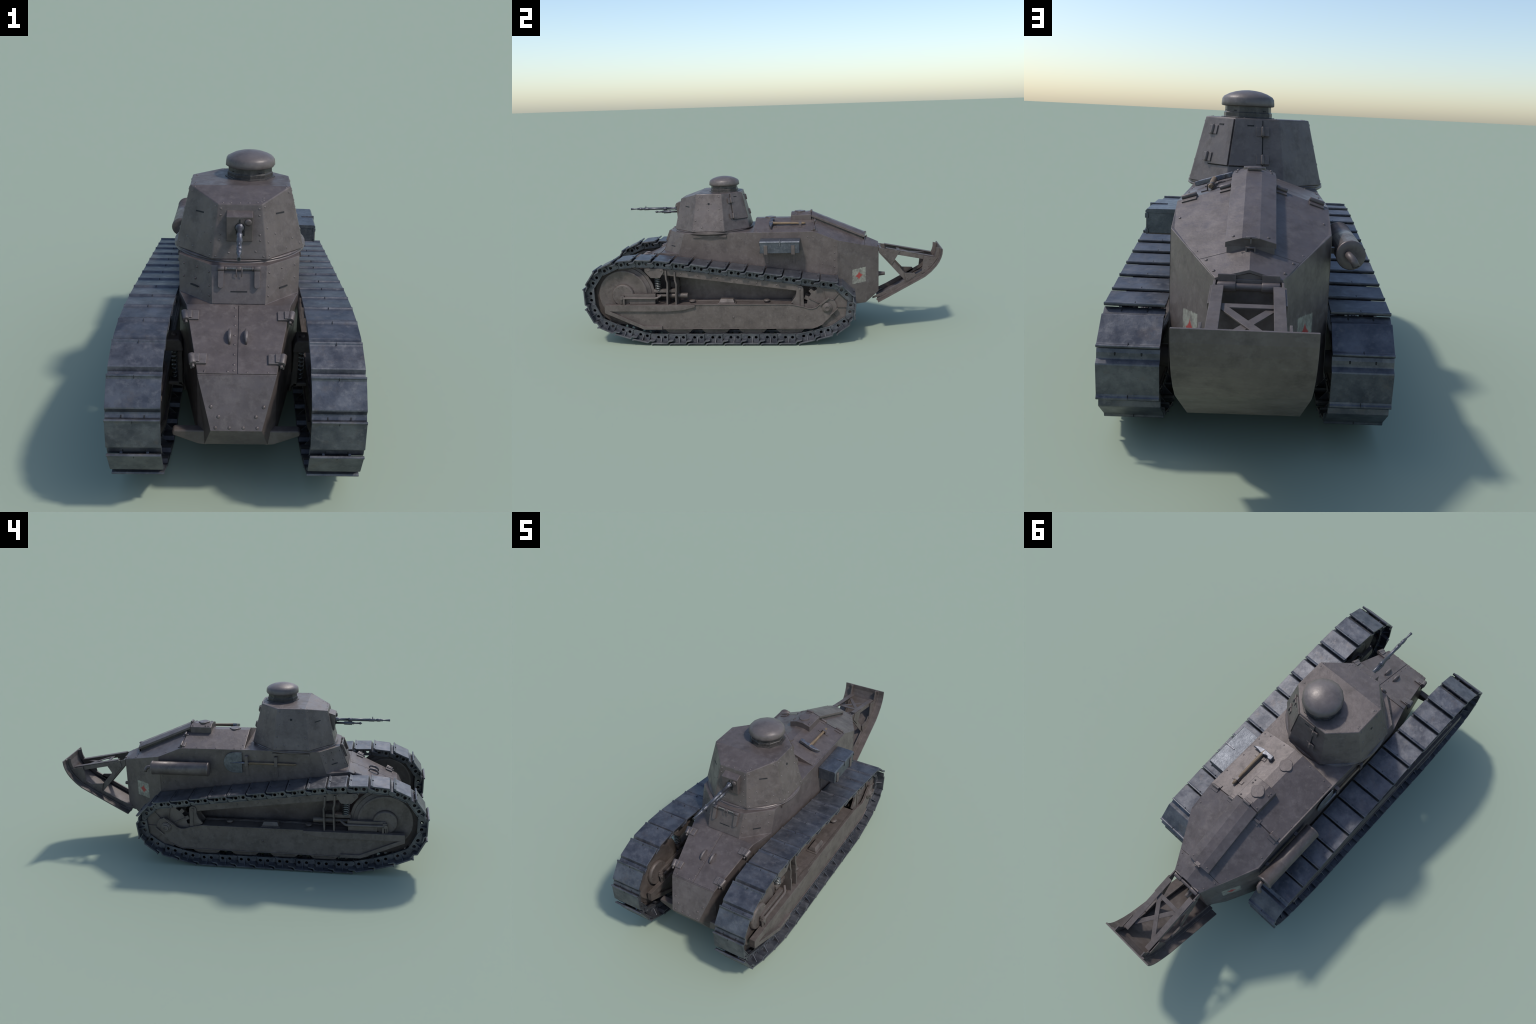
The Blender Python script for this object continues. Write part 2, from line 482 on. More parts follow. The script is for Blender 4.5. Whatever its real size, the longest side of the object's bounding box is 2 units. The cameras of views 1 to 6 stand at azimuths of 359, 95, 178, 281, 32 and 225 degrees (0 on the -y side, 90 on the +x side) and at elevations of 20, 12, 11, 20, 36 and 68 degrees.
# engine deck: gabled cover with a flat ridge, front wall, raised above the side walls
RZ = .659
g = geo(PAINT)
def deck_section(y): return [V((-W + .003, y, TOP - .001)), V((-.022, y, RZ)), V((.022, y, RZ)), V((W - .003, y, TOP - .001))]
a = deck_section(-.053); b = deck_section(.2845)
g.add(a + b, [(0, 4, 5, 1), (1, 5, 6, 2), (2, 6, 7, 3), (0, 1, 2, 3), (7, 6, 5, 4), (0, 3, 7, 4)])
deck = g.make('engine_deck', PAINT, tank, .002)
# sloping tail cover in two halves meeting on a ridge, with a small end plate behind
g = geo(PAINT)
for s in SIDES:
    h0 = V((0, .2875, .664)); h1 = V((s * (W - .001), .2875, TOP)); t1 = V((s * (W - .001), .414, .5513)); p1 = V((s * .1135, .5665, .5113)); p0 = V((0, .5665, .5455))
    tri = [h0, p0, p1, t1, h1]
    vs = tri + [v - V((0, 0, .008)) for v in tri]
    g.add(vs, [(0, 1, 2, 3, 4), (9, 8, 7, 6, 5)] + [(i, (i + 1) % 5, 5 + (i + 1) % 5, 5 + i) for i in range(5)])
tail_cover = g.make('tail_cover', PAINT, tank, .0008)
g = geo(PAINT)
for s in SIDES:
    q = [V((0, .5680, .5448)), V((0, .648, .5085)), V((s * .0735, .6505, .4890)), V((s * .1130, .5680, .5108))]
    vs = q + [v - V((0, 0, .007)) for v in q]
    g.add(vs, [(0, 1, 2, 3), (7, 6, 5, 4)] + [(i, (i + 1) % 4, 4 + (i + 1) % 4, 4 + i) for i in range(4)])
g.make('tail_end_plate', PAINT, tank, .0008)
# body below the tail covers
g = geo(PAINT)
a = [V((-W + .003, .285, TOP - .002)), V((0, .285, .654)), V((W - .003, .285, TOP - .002))]
b = [V((-.07, .645, .484)), V((0, .645, .500)), V((.07, .645, .484))]
tl = [V((-W + .003, .413, .549)), V((W - .003, .413, .549))]
g.add(a + b + tl, [(0, 1, 4, 3, 6), (1, 2, 7, 5, 4), (3, 4, 5), (0, 6, 7, 2), (6, 3, 5, 7), (0, 2, 1)])
g.make('tail_bulkhead', PAINT, hull, 0)

# louvre cowl: fixed box on the deck and a long lid down the tail
def cowl_section(y, zt, zb, hw=.0575):
    return [V((-hw, y, zb)), V((-hw, y, zt - .012)), V((-.02, y, zt)), V((.02, y, zt)), V((hw, y, zt - .012)), V((hw, y, zb))]
def loft(gg, secs, mat=None):
    n = len(secs[0]); o = []
    for s_ in secs: o += s_
    fs = []
    for k in range(len(secs) - 1):
        for i in range(n):
            j = (i + 1) % n
            fs.append((k * n + i, k * n + j, (k + 1) * n + j, (k + 1) * n + i))
    fs.append(tuple(range(n))[::-1]); fs.append(tuple(range((len(secs) - 1) * n, len(secs) * n)))
    gg.add(o, fs, mat)
g = geo(PAINT)
loft(g, [cowl_section(.152, .690, .64), cowl_section(.2665, .691, .64)])
cowl = g.make('cowl_box', PAINT, tank, .002)
g = geo(PAINT)
loft(g, [[V((-.0575, .267, .668)), V((-.0575, .269, .679)), V((-.02, .269, .6915)), V((.02, .269, .6915)), V((.0575, .269, .679)), V((.0575, .267, .668))],
         [V((-.0575, .569, .541)), V((-.0575, .571, .5535)), V((-.02, .574, .5645)), V((.02, .574, .5645)), V((.0575, .571, .5535)), V((.0575, .569, .541))]])
g.slab([(-.054, .5655, .528), (.054, .5655, .528), (.054, .5655, .547), (-.054, .5655, .547)][::-1], .004)
g.make('cowl_lid', PAINT, tank, .0012)
g = geo(DARK_PAINT)
g.add([V((x, y, z)) for x in (-.05, .05) for y, z in ((.27, .64), (.27, .672), (.56, .55), (.56, .525))], [(0, 1, 2, 3), (7, 6, 5, 4), (0, 4, 5, 1), (1, 5, 6, 2), (2, 6, 7, 3), (3, 7, 4, 0)])
g.make('cowl_core', DARK_PAINT, hull, 0)

# hinges of the tail covers, deck caps, latch
def strap_hinge(c, n1, n2, lat, w, leaf):
    gg = geo(PAINT)
    c = V(c); lat = V(lat).normalized()
    gg.cyl(c - lat * w / 2, c + lat * w / 2, .0065, seg=10)
    for d in (n1, n2):
        d = V(d).normalized(); nr = lat.cross(d)
        if nr.z < 0: nr = -nr
        R = Matrix((lat, d, nr)).transposed()
        gg.box(c + d * leaf / 2 - nr * .004, (w, leaf, .0045), R)
    return gg.make('deck_hinge', PAINT, deck, .0012)
for s in SIDES:
    lat = (1, 0, -s * .312)
    strap_hinge((s * .166, .288, .6195), (0, 1, -.40), (0, -1, 0), lat, .040, .020)
    strap_hinge((s * .0735, .288, .6475), (0, 1, -.42), (0, -1, 0), lat, .030, .018)
strap_hinge((0, .2675, .6945), (0, 1, -.42), (0, -1, 0), (1, 0, 0), .036, .018)
def deck_cap(c, tilt=0):
    gg = geo(PAINT)
    pts = []
    for k in range(40):
        a = 2 * math.pi * k / 40
        r = .0255 * (1 + .16 * abs(math.cos(2 * a)) ** 1.5 - .02 * math.sin(4 * a + .5))
        if .75 < (a % (math.pi / 2)) < .82: r *= .97
        pts.append((r * math.cos(a) * 1.02, r * math.sin(a) * 1.05))
    gg.prism(pts, lambda u, v, d: (c[0] + u, c[1] + v, c[2] + d), -.012, .0045)
    return gg.make('filler_cap', PAINT, deck, .002)
deck_cap((0, .030, .6595)); deck_cap((0, .2015, .6915))
g = geo(PAINT)
g.cyl((0, .569, .5645), (0, .569, .5685), .0115, seg=14)
g.box((0, .5775, .5655), (.030, .006, .004)); g.box((0, .5790, .5600), (.004, .003, .016))
for s in SIDES: g.box((s * .0095, .581, .5380), (.0035, .007, .017))
g.box((0, .582, .5320), (.040, .009, .004)); g.cyl((-.010, .581, .5440), (.010, .581, .5440), .003, seg=8)
g.make('lid_latch', PAINT, cowl, .0008)
g = geo(PAINT)
def deck_z(x): return RZ - max(0, abs(x) - .022) * .3155
for s in SIDES:
    nr = V((s * .3, 0, .954))
    for x, y in ((.185, -.035), (.155, -.04), (.075, -.04), (.185, .10), (.187, .2), (.152, .272), (.06, .27), (.187, .0)):
        g.rivet((s * x, y, deck_z(x)), nr, .0036)
    nt = V((s * .29, .36, .88))
    for x, y, z in ((.180, .375, .5735), (.122, .535, .5215)): g.rivet((s * x, y, z), nt, .0036)
    for x, y, z in ((.098, .578, .5120), (.078, .625, .4990)): g.rivet((s * x, y, z), nt, .0040)
    for x, y, z in ((.045, .17, .6855), (.045, .185, .6855), (.046, .255, .6855), (.04, .558, .5665)):
        g.rivet((s * x, y, z - .0015), (s * .3, .05, .95), .004)
g.make('deck_rivets', PAINT, deck, 0, kind='stuff')

# side wall rivets and seam strips
g = geo(PAINT)
for s in SIDES:
    n = (s, 0, 0)
    g.rivet_line((s * W, .398, .52), (s * W, .398, .25), 8, n, .0042)
    g.rivet_line((s * W, .25, .575), (s * W, .28, .575), 2, n, .0038)
    for y, z in ((-.43, .56), (-.40, .47), (-.36, .52), (-.12, .57), (.24, .33), (.33, .42), (-.44, .5), (-.41, .42)):
        g.rivet((s * W, y, z), n, .0036)
    g.span((s * (W - .002), -.394, .5815), (s * (W + .010), -.203, .5935))
    g.span((s * (W - .004), .410, .177), (s * (W + .0012), .4135, .55))
g.make('side_rivets', PAINT, hull, 0, kind='stuff')

# rear wall fittings: hinge tube of the tail skid, crank pin
g = geo(PAINT)
g.cyl((-.069, .656, .472), (.069, .656, .472), .0085, seg=14)
for s in SIDES:
    g.cyl((s * .028, .656, .472), (s * .067, .656, .472), .0115, seg=14)
    g.span((s * .028, .645, .470), (s * .067, .651, .498))
g.cyl((0, .644, .317), (0, .652, .317), .024, seg=6)
g.cyl((0, .65, .317), (0, .688, .318), .014, .0095, seg=12)
g.make('rear_fittings', CHASSIS, hull, .001)

# ------------------------------------------------------------------ turret
ZB, ZT = .6145, .8205
bot = [(.089, -.516), (.2145, -.394), (.2165, -.211), (.091, -.083), (-.091, -.083), (-.2165, -.211), (-.2145, -.394), (-.089, -.516)]
top = [(.070, -.477, .7875), (.166, -.369, ZT), (.166, -.228, ZT), (.068, -.132, ZT), (-.068, -.132, ZT), (-.166, -.228, ZT), (-.166, -.369, ZT), (-.070, -.477, .7875)]
g = geo(PAINT)
vs = [V((x, y, ZB)) for x, y in bot] + [V(p) for p in top]
fs = [(i, (i + 1) % 8, 8 + (i + 1) % 8, 8 + i) for i in range(8)]
fs += [(15, 8, 9, 14), (9, 10, 11, 12, 13, 14), tuple(range(8))[::-1]]
g.add(vs, fs)
turret = g.make('turret', PAINT, tank, .003)
def tface(i):
    """bilinear point and normal on turret wall i"""
    a, b, c, d = vs[i], vs[(i + 1) % 8], vs[8 + (i + 1) % 8], vs[8 + i]
    nr = (b - a).cross(d - a).normalized()
    return (lambda u, w: a.lerp(b, u).lerp(d.lerp(c, u), w)), nr
# turret race: two thin stacked rings
g = geo(PAINT)
g.lathe((0, -.30, .592), (0, -.30, 1), [(0, .20), (.006, .2215), (.010, .2265), (.014, .2265), (.0155, .221), (.018, .221), (.0185, .2255), (.021, .2255), (.0225, .21)], 40)
g.make('turret_ring', PAINT, turret, 0)
# cupola: faceted neck and mushroom dome
DC = (.032, -.229)
g = geo(DARK_PAINT)
g.lathe((DC[0], DC[1], .815), (DC[0], DC[1], 1), [(0, .088), (.0085, .088), (.0085, .0795), (.022, .0795), (.0235, .0765), (.049, .0755)], 9, smooth=False, phase=.35)
neck = g.make('cupola_neck', DARK_PAINT, turret, .0012)
g = geo(DARK)
for k in range(5):
    a = .35 + 2 * math.pi * (k + .5) / 9 * 2
    nr = V((math.cos(a), math.sin(a), 0)); slit_plate(g, V((DC[0], DC[1], .843)) + nr * .0725, nr, .016, .003)
g.make('cupola_slit_plate', DARK, neck, 0)  # dark boxes on the neck facets instead of cut slits
g = geo(DOME)
prof = [(.0, .074), (.0015, .084), (.004, .0862), (.012, .0858), (.0235, .0845), (.0315, .079), (.0405, .062), (.047, .042), (.0505, .022), (.0518, .004)]
g.lathe((DC[0], DC[1], .8565), (DC[0], DC[1], 1), prof, 15, phase=.1)
g.make('cupola_dome', DOME, turret, 0)

# rear doors of the turret: rear face (wall 3) and rear right face (wall 2) with hinges
for wall, u0, u1, hu in ((3, .0, .615, .63), (2, .42, 1.0, .40)):
    P_, nr = tface(wall)
    g = geo(PAINT)
    e0, e1 = .012, .988
    ua, ub = (max(u0, .008), min(u1, .992))
    g.slab([P_(ua, .285), P_(ub, .285), P_(ub, .975), P_(ua, .975)], .0058)
    d = g.make('turret_door', PAINT, turret, .0008)
    for w in (.80, .385):
        g = geo(PAINT)
        c = P_(hu, w) + nr * .006
        upv = (P_(hu, w + .1) - P_(hu, w - .1)).normalized(); lat = upv.cross(nr)
        R = Matrix((lat, upv, nr)).transposed()
        g.cyl(c - upv * .014 + nr * .003, c + upv * .014 + nr * .003, .0058, seg=10)
        g.box(c + lat * .0095, (.021, .029, .006), R); g.box(c - lat * .0095 - nr * .001, (.021, .029, .006), R)
        g.cyl(c - upv * .0165 + nr * .003, c + upv * .0165 + nr * .003, .003, seg=8)
        g.make('door_hinge', PAINT, d, .001)
    g = geo(DARK)
    eu = u1 + .010 if wall == 3 else u0 - .010
    g.slab([P_(eu - .010, .285), P_(eu + .010, .285), P_(eu + .010, .975), P_(eu - .010, .975)], .0006)
    g.slab([P_(ua, .272), P_(ub, .272), P_(ub, .283), P_(ua, .283)], .0006)
    g.make('door_seam_strip', DARK, d, 0)  # thin dark strips laid on the wall in place of a seam gap
    g = geo(DARK)
    slit_plate(g, P_(.36 if wall == 3 else .63, .885) + nr * .0058, nr, .021, .0045)
    g.make('vision_slit_plate', DARK, d, 0)
# dark plates in place of slits and ports, and rivets on the walls
g = geo(DARK); gr = geo(WORN)
for wall, s in ((0, 1), (6, -1)):
    P_, nr = tface(wall)
    u = .52 if s > 0 else .48
    slit_plate(g, P_(u, .70), nr, .038, .005, tilt=-3 * s)
for wall, s in ((1, 1), (5, -1)):
    P_, nr = tface(wall)
    u = .5
    g.cyl(P_(u, .74) - nr * .002, P_(u, .74) + nr * .0008, .0062, seg=12)
    for a, w in ((.10, .92), (.22, .92), (.9, .93), (.12, .6), (.88, .6), (.07, .3), (.92, .32), (.06, .05), (.29, .12), (.70, .12), (.93, .06), (.42, .74), (.58, .74), (.5, .64), (.5, .57)):
        aa = a if s > 0 else 1 - a
        gr.rivet(P_(aa, w), nr, .0050 if not .4 < a < .6 else .003)
for wall, s in ((0, 1), (6, -1)):
    P_, nr = tface(wall)
    for a, w in ((.08, .93), (.09, .55), (.08, .3), (.07, .06), (.9, .93), (.93, .1), (.55, .1), (.75, .22), (.3, .4)):
        gr.rivet(P_(a if s > 0 else 1 - a, w), nr, .0036)
P7, n7 = tface(7)
for a, w in ((.07, .92), (.93, .92), (.08, .8), (.92, .8), (.1, .45), (.9, .45), (.1, .35), (.9, .35), (.06, .06), (.3, .12), (.8, .15), (.94, .06)):
    gr.rivet(P7(a, w), n7, .0036)
roof_n = V((0, -.29, .957))
for x, y in ((-.055, -.468), (-.03, -.469), (0, -.469), (.03, -.469), (.055, -.466), (.075, -.452), (.068, -.462), (.15, -.378), (-.15, -.378), (.155, -.372), (.075, -.44)):
    gr.rivet((x, y, .7875 + (y + .477) * .3055), roof_n, .0035)
for x, y in ((.152, -.355), (.15, -.25), (-.15, -.25), (-.152, -.24), (-.153, -.35), (-.148, -.345), (.04, -.14), (-.05, -.142), (-.058, -.145)):
    gr.rivet((x, y, ZT), (0, 0, 1), .0035)
g.make('vision_slit_plate', DARK, turret, 0)
gr.make('turret_rivets', WORN, turret, 0, kind='stuff')

# ------------------------------------------------------------------ gun and mantlet
g = geo(PAINT)
g.add([V(p) for x in (-.0425, .0415) for p in ((x, -.474, .771), (x, -.515, .757), (x, -.510, .674), (x, -.492, .668))],
      [(0, 1, 2, 3), (7, 6, 5, 4), (0, 4, 5, 1), (1, 5, 6, 2), (2, 6, 7, 3), (3, 7, 4, 0)])
mant = g.make('gun_mantlet', PAINT, turret, .0022)
g = geo(DARK)
g.cyl((0, -.505, .7215), (0, -.5145, .7215), .0162, seg=20)
g.box((0, -.5145, .742), (.0045, .002, .014)); g.box((.011, -.5140, .703), (.009, .002, .018)); g.box((-.009, -.5140, .704), (.006, .002, .014))
g.make('mantlet_dark_plate', DARK, mant, 0)  # dark disc and boxes on the mantlet face, no hole is cut
g = geo(PAINT)
g.lathe((.0267, -.512, .7395), (.0267, -.6, .7395), [(0, .0115), (.006, .0115), (.009, .009), (.0095, .005)], 14)
g.make('sight_port', PAINT, mant, 0)
g = geo(GUN)
g.lathe((0, -.505, .7215), (0, -1, .7215), [(0, .0145), (.010, .0145), (.014, .0125), (.0145, .010), (.024, .0095), (.027, .0075), (.031, .007),
        (.0740, .0070), (.0741, .0092), (.0955, .0092), (.0956, .0074), (.181, .0074), (.1815, .0080), (.209, .0086), (.2095, .0068), (.223, .0066), (.2235, .0078), (.240, .0078),
        (.2405, .0062), (.2515, .0060), (.256, .0035), (.2885, .0058), (.2890, .0064), (.290, .0064)], 14)
g.cyl((0, -.794, .7215), (0, -.7955, .7215), .0045, seg=12, mat=DARK)
g.cyl((0, -.7055, .727), (0, -.7055, .7395), .0028, .0018, seg=8)
g.box((0, -.590, .712), (.009, .020, .012))
g.lathe((0, -.51, .7025), (0, -1, .7025), [(0, .0058), (.044, .0058), (.050, .0092), (.089, .0100), (.0895, .0066), (.100, .0068), (.1005, .0045), (.116, .0045), (.128, .0042), (.1285, .0066), (.134, .0066), (.142, .001)], 12)
g.make('machine_gun', GUN, turret, 0)

# ------------------------------------------------------------------ running gear
# pin positions of the 32 links, in (y,z)
pins = [V(p) for p in (
    (-.5244, .0434), (-.6271, .0457), (-.7261, .0686), (-.8221, .0979), (-.9129, .1385), (-.9565, .2240), (-.9580, .3245), (-.9026, .4025),
    (-.8111, .4433), (-.7100, .4534), (-.6073, .4503), (-.5047, .4399), (-.4025, .4284), (-.3010, .4135), (-.1993, .4005), (-.0976, .3873),
    (.0036, .3738), (.1042, .3600), (.2048, .3462), (.3051, .3315), (.4053, .3180), (.4766, .2502), (.4657, .1503), (.3842, .0915),
    (.2878, .0656), (.1912, .0434), (.0907, .0434), (-.0108, .0434), (-.1130, .0434), (-.2158, .0434), (-.3186, .0434), (-.4213, .0434))]
NL = len(pins)

# one track link: Y = travel, Z = outwards, X = across
HW = .0765
g = geo(TRACK)
outer = [(.0545, .0415), (.0525, .0434), (.0485, .0425), (.0455, .0395), (.041, .0378), (-.036, .0378), (-.0395, .0365), (-.0470, .0245), (-.052, .0232), (-.062, .0218), (-.0715, .0180)]
innr = [(-.0735, .0115), (-.062, .0150), (-.052, .0160), (-.044, .0175), (-.0365, .0295), (-.033, .0308), (.046, .0308), (.0505, .0330), (.0545, .0365)]
g.prism(outer + innr, lambda u, v, d: (d, u, v), -HW, HW)
RX = .037
rail = arc(.0505, 0, .0125, -90, 50, 6) + [(.047, .0205), (.044, .0325), (-.034, .0325), (-.0365, .0200), (-.0365, -.0115), (-.034, -.0125)]
hv, hf = plate_with_holes(rail, [(.0195, .0085, .0085), (-.0195, .0085, .0085)], .008)
for s in SIDES:
    g.add([(x + s * RX, y, z) for x, y, z in hv], hf)
    ear = [(-.030, -.0118), (-.030, .0200), (-.043, .0185), (-.056, .0130)] + arc(-.0505, 0, .0118, 130, 270, 6)
    g.prism(ear, lambda u, v, d: (s * d, u, v), RX - .0125, RX - .0030)
    g.cyl((s * (RX + .003), .0505, 0), (s * (RX + .0055), .0505, 0), .0052, seg=10)
    g.box((s * (RX + .004), .0, -.0105), (.006, .078, .004))
    # outside gusset
    gv = [(s * RX, .0013, .0), (s * RX, .0013, .0325), (s * .068, .0013, .0325), (s * RX, -.0013, .0), (s * RX, -.0013, .0325), (s * .068, -.0013, .0325)]
    g.add(gv, [(0, 1, 2), (5, 4, 3), (0, 3, 4, 1), (1, 4, 5, 2), (2, 5, 3, 0)])
    # dark boxes added in place of slots in the stepped tail
    g.box((s * .032, -.0565, .0212), (.0045, .013, .0032), mat=DARK)
g.cyl((-.036, .0505, 0), (.036, .0505, 0), .0075, seg=10)
g.box((0, .0465, .0395), (.0012, .010, .0085), mat=DARK)
link_mesh = g.mesh('track_link', TRACK)

def bolt_ring(gg, c, n, R, r, axis_sign):
    for k in range(n):
        a = 2 * math.pi * k / n
        gg.rivet((c[0], c[1] + R * math.cos(a), c[2] + R * math.sin(a)), (axis_sign, 0, 0), r)

CX = .2835
IC = (-.787, .278); SC = (.3545, .2075)
for s in SIDES:
    # ---- girder: two side plates with covers between them
    low = [(-.887, .1845), (-.885, .229)]
    top_edge = [(-.885, .2285), (.155, .2275), (.195, .219), (.228, .2115), (.250, .2035), (.272, .2015), (.295, .209), (.32, .231), (.345, .251), (.368, .2575), (.387, .252), (.400, .237)]
    bot_edge = [(.407, .218), (.406, .198), (.372, .155), (.332, .1165), (.300, .100), (.272, .0905), (-.565, .0885), (-.668, .0885), (-.887, .1850)]
    outline = top_edge + bot_edge
    g = geo(CHASSIS)
    XF = lambda u, v, d: (s * d, u, v)
    for x0, x1 in ((.323, .3325), (.240, .2495)):
        g.prism(outline, XF, x0, x1)
    girder_mat = CHASSIS
    # covers
    g.prism([(-.60, .2255), (.16, .2245), (.16, .12), (.10, .092), (-.55, .092), (-.60, .12)], XF, .242, .332)
    girder = g.make('suspension_girder', CHASSIS, tank, .0012)
    # ---- raised front frame with triangular opening, both faces, and edge lips
    g = geo(CHASSIS)
    for d0, d1 in ((.318, .3465), (.2305, .252)):
        g.prism([(-.885, .2300), (-.375, .2285), (-.375, .2170), (-.44, .2000), (-.53, .1925), (-.851, .1940), (-.870, .199), (-.887, .205)], XF, d0, d1)
        g.prism([(-.887, .206), (-.887, .1845), (-.668, .0880), (-.5655, .0875), (-.5655, .1055), (-.662, .1055), (-.870, .2)], XF, d0, d1)
    def lip(pts, d0, d1, th):
        for (a, b) in zip(pts, pts[1:]):
            a = V(a); b = V(b); t = (b - a).normalized(); nn_ = V((-t.y, t.x)) * th
            a2 = a - t * .001; b2 = b + t * .001
            g.prism([a2 - nn_ / 2, b2 - nn_ / 2, b2 + nn_ / 2, a2 + nn_ / 2], XF, d0, d1)
    for d0, d1 in ((.330, .3380), (.2345, .242)):
        lip(top_edge[1:11], d0, d1, .004)
        lip([(-.375, .2275), (.155, .2275)], d0, d1, .004)
        lip(bot_edge[3:7], d0, d1, .003)
    g.make('girder_frame', CHASSIS, girder, .0012)
    # rivets of the girder
    g = geo(CHASSIS)
    for x, n in ((.3325, s), (.240, -s)):
        g.rivet_line((s * x, -.34, .2165), (s * x, .07, .2165), 10, (n, 0, 0), .0028)
        g.rivet_line((s * x, -.54, .098), (s * x, .06, .098), 13, (n, 0, 0), .0028)
        for y, z in ((.135, .187), (.178, .187), (.215, .187), (.160, .160), (.197, .160), (.235, .160), (.135, .132), (.178, .132), (.215, .132), (-.685, .160)):
            g.rivet((s * x, y, z), (n, 0, 0), .003)
        g.rivet((s * x, -.1625, .154), (n, 0, 0), .0065)
    for k in range(14): 
        g.rivet((s * .327, -.40 + .04 * k, .2285), (0, 0, 1), .0026)
    g.make('girder_rivets', CHASSIS, girder, 0, kind='stuff')
    # ---- grease caps and cover box on the girder top
    for y in (-.399, .020):
        g = geo(CHASSIS)
        g.lathe((s * .279, y, .2245), (s * .279, y, 1), [(0, .010), (.007, .010), (.0072, .0175), (.012, .0185), (.016, .016), (.0185, .008)], 16)
        g.make('grease_cap', CHASSIS, girder, 0)
    g = geo(CHASSIS)
    g.span((s * .262, -.253, .2250), (s * .318, -.150, .2300))
    g.add([V((s * x, y, z)) for z, i in ((.2295, 0), (.2345, 0), (.2515, .008)) for x, y in ((.268 + i, -.244 + i), (.312 - i, -.244 + i), (.312 - i, -.158 - i), (.268 + i, -.158 - i))],
          [(0, 1, 5, 4), (1, 2, 6, 5), (2, 3, 7, 6), (3, 0, 4, 7), (4, 5, 9, 8), (5, 6, 10, 9), (6, 7, 11, 10), (7, 4, 8, 11), (8, 9, 10, 11), (3, 2, 1, 0)])
    g.make('girder_cover', CHASSIS, girder, .0015)
    # ---- idler wheel
    g = geo(CHASSIS)
    c = (s * CX, IC[0], IC[1])
    g.lathe((s * (CX - .021), c[1], c[2]), (s, c[1], c[2]), [(.0075, .061), (.0095, .072), (.0095, .084), (.0085, .092), (.0035, .125), (.001, .132), (.001, .137), (.0055, .141), (.0095, .1425), (.0095, .1595), (.012, .162), (.030, .162), (.0325, .1595), (.0325, .1425), (.0365, .141), (.041, .137), (.041, .132), (.0385, .125), (.0335, .092), (.0325, .084), (.0325, .072), (.0345, .0615)], 40)
    g.lathe((s * (CX - .006), c[1], c[2]), (s, c[1], c[2]), [(0, .15), (0, .176), (.002, .178), (.010, .178), (.012, .176), (.012, .15)], 40)
    for d0, sg in ((CX + .014, 1), (CX - .014, -1)):
        g.lathe((s * d0, c[1], c[2]), (s * (d0 + sg), c[1], c[2]), [(-.004, .0635), (.008, .0630), (.016, .0590), (.0175, .0555)], 32)
        bolt_ring(g, (s * (d0 + sg * .0175), c[1], c[2]), 12, .049, .0032, s * sg)
    g.make('idler_wheel', CHASSIS, girder, 0)
    # ---- drive sprocket
    g = geo(CHASSIS)
    for x in (CX - .027, CX + .027):
        teeth = []
        nt = 17
        for k in range(nt):
            b0 = 2 * math.pi * (k + .35) / nt; st = 2 * math.pi / nt
            for da, r in ((-.25 * st, .113), (-.20 * st, .134), (.20 * st, .134), (.25 * st, .113)):
                teeth.append((SC[0] + r * math.cos(b0 + da), SC[1] + r * math.sin(b0 + da)))
        g.prism(teeth, XF, x - .0035, x + .0035)
    g.cyl((s * (CX - .03), SC[0], SC[1]), (s * (CX + .03), SC[0], SC[1]), .05, seg=24)
    for k in range(7):
        a = math.radians(102 + k * 360 / 7)
        for x in (CX + .033, CX - .033):
            dv = V((0, math.cos(a), math.sin(a)))
            R = Matrix((V((1, 0, 0)), dv, V((1, 0, 0)).cross(dv))).transposed()
            g.box(V((s * x, SC[0], SC[1])) + dv * .08, (.008, .066, .003), R)
    g.make('drive_sprocket', CHASSIS, girder, 0)
    g = geo(CHASSIS)
    for x, sg in ((.3325, 1), (.240, -1)):
        g.lathe((s * x, SC[0], SC[1]), (s * (x + sg), SC[0], SC[1]), [(-.002, .028), (.006, .028), (.0065, .0235), (.011, .0235), (.0115, .0165), (.019, .016), (.0195, .009), (.016, .008)], 20)
    for a, b in (((.316, .222), (.366, .263)), ((.37, .166), (.412, .205))):
        a = V(a); b = V(b); t = (b - a).normalized(); nn_ = V((-t.y, t.x)) * .0035
        g.prism([a - nn_, b - nn_, b + nn_, a + nn_], XF, .331, .3425)
    g.make('sprocket_hub', CHASSIS, girder, .0008)
    # ---- bogie skirts and rollers under the girder
    for k, cy in enumerate((-.479, -.270, -.061, .148)):
        g = geo(CHASSIS)
        for d0, d1 in ((.297, .306), (.262, .271)):
            g.prism([(cy - .082, .095), (cy - .079, .076), (cy - .062, .058), (cy - .045, .052), (cy + .045, .052), (cy + .062, .058), (cy + .079, .076), (cy + .082, .095)], XF, d0, d1)
        g.span((s * .304, cy - .048, .062), (s * .309, cy + .052, .068))
        g.make('bogie_frame', CHASSIS, girder, .002)
        for dy in (-.05, .05):
            g = geo(CHASSIS)
            g.cyl((s * .2715, cy + dy, .0840), (s * .2965, cy + dy, .0840), .026, seg=20)
            g.make('road_roller', CHASSIS, girder, .002)
    # ---- upper rail beam with bolts, rear pivot
    g = geo(CHASSIS)
    g.prism([(-.655, .436), (-.53, .4295), (.205, .3335), (.205, .297), (-.475, .3845), (-.53, .391), (-.60, .400), (-.655, .425)], XF, .256, .3175)
    beam = g.make('track_rail_beam', CHASSIS, girder, .002)
    g = geo(CHASSIS)
    for y in (-.45, -.355, -.247, -.14, -.03, .08):
        z = .4045 + (y + .45) * -.1303 - .002
        for x, n in ((.3175, s), (.256, -s)):
            g.rivet((s * x, y, z), (n, 0, 0), .0058)
    g.make('beam_bolts', CHASSIS, beam, 0, kind='stuff')
    g = geo(CHASSIS)
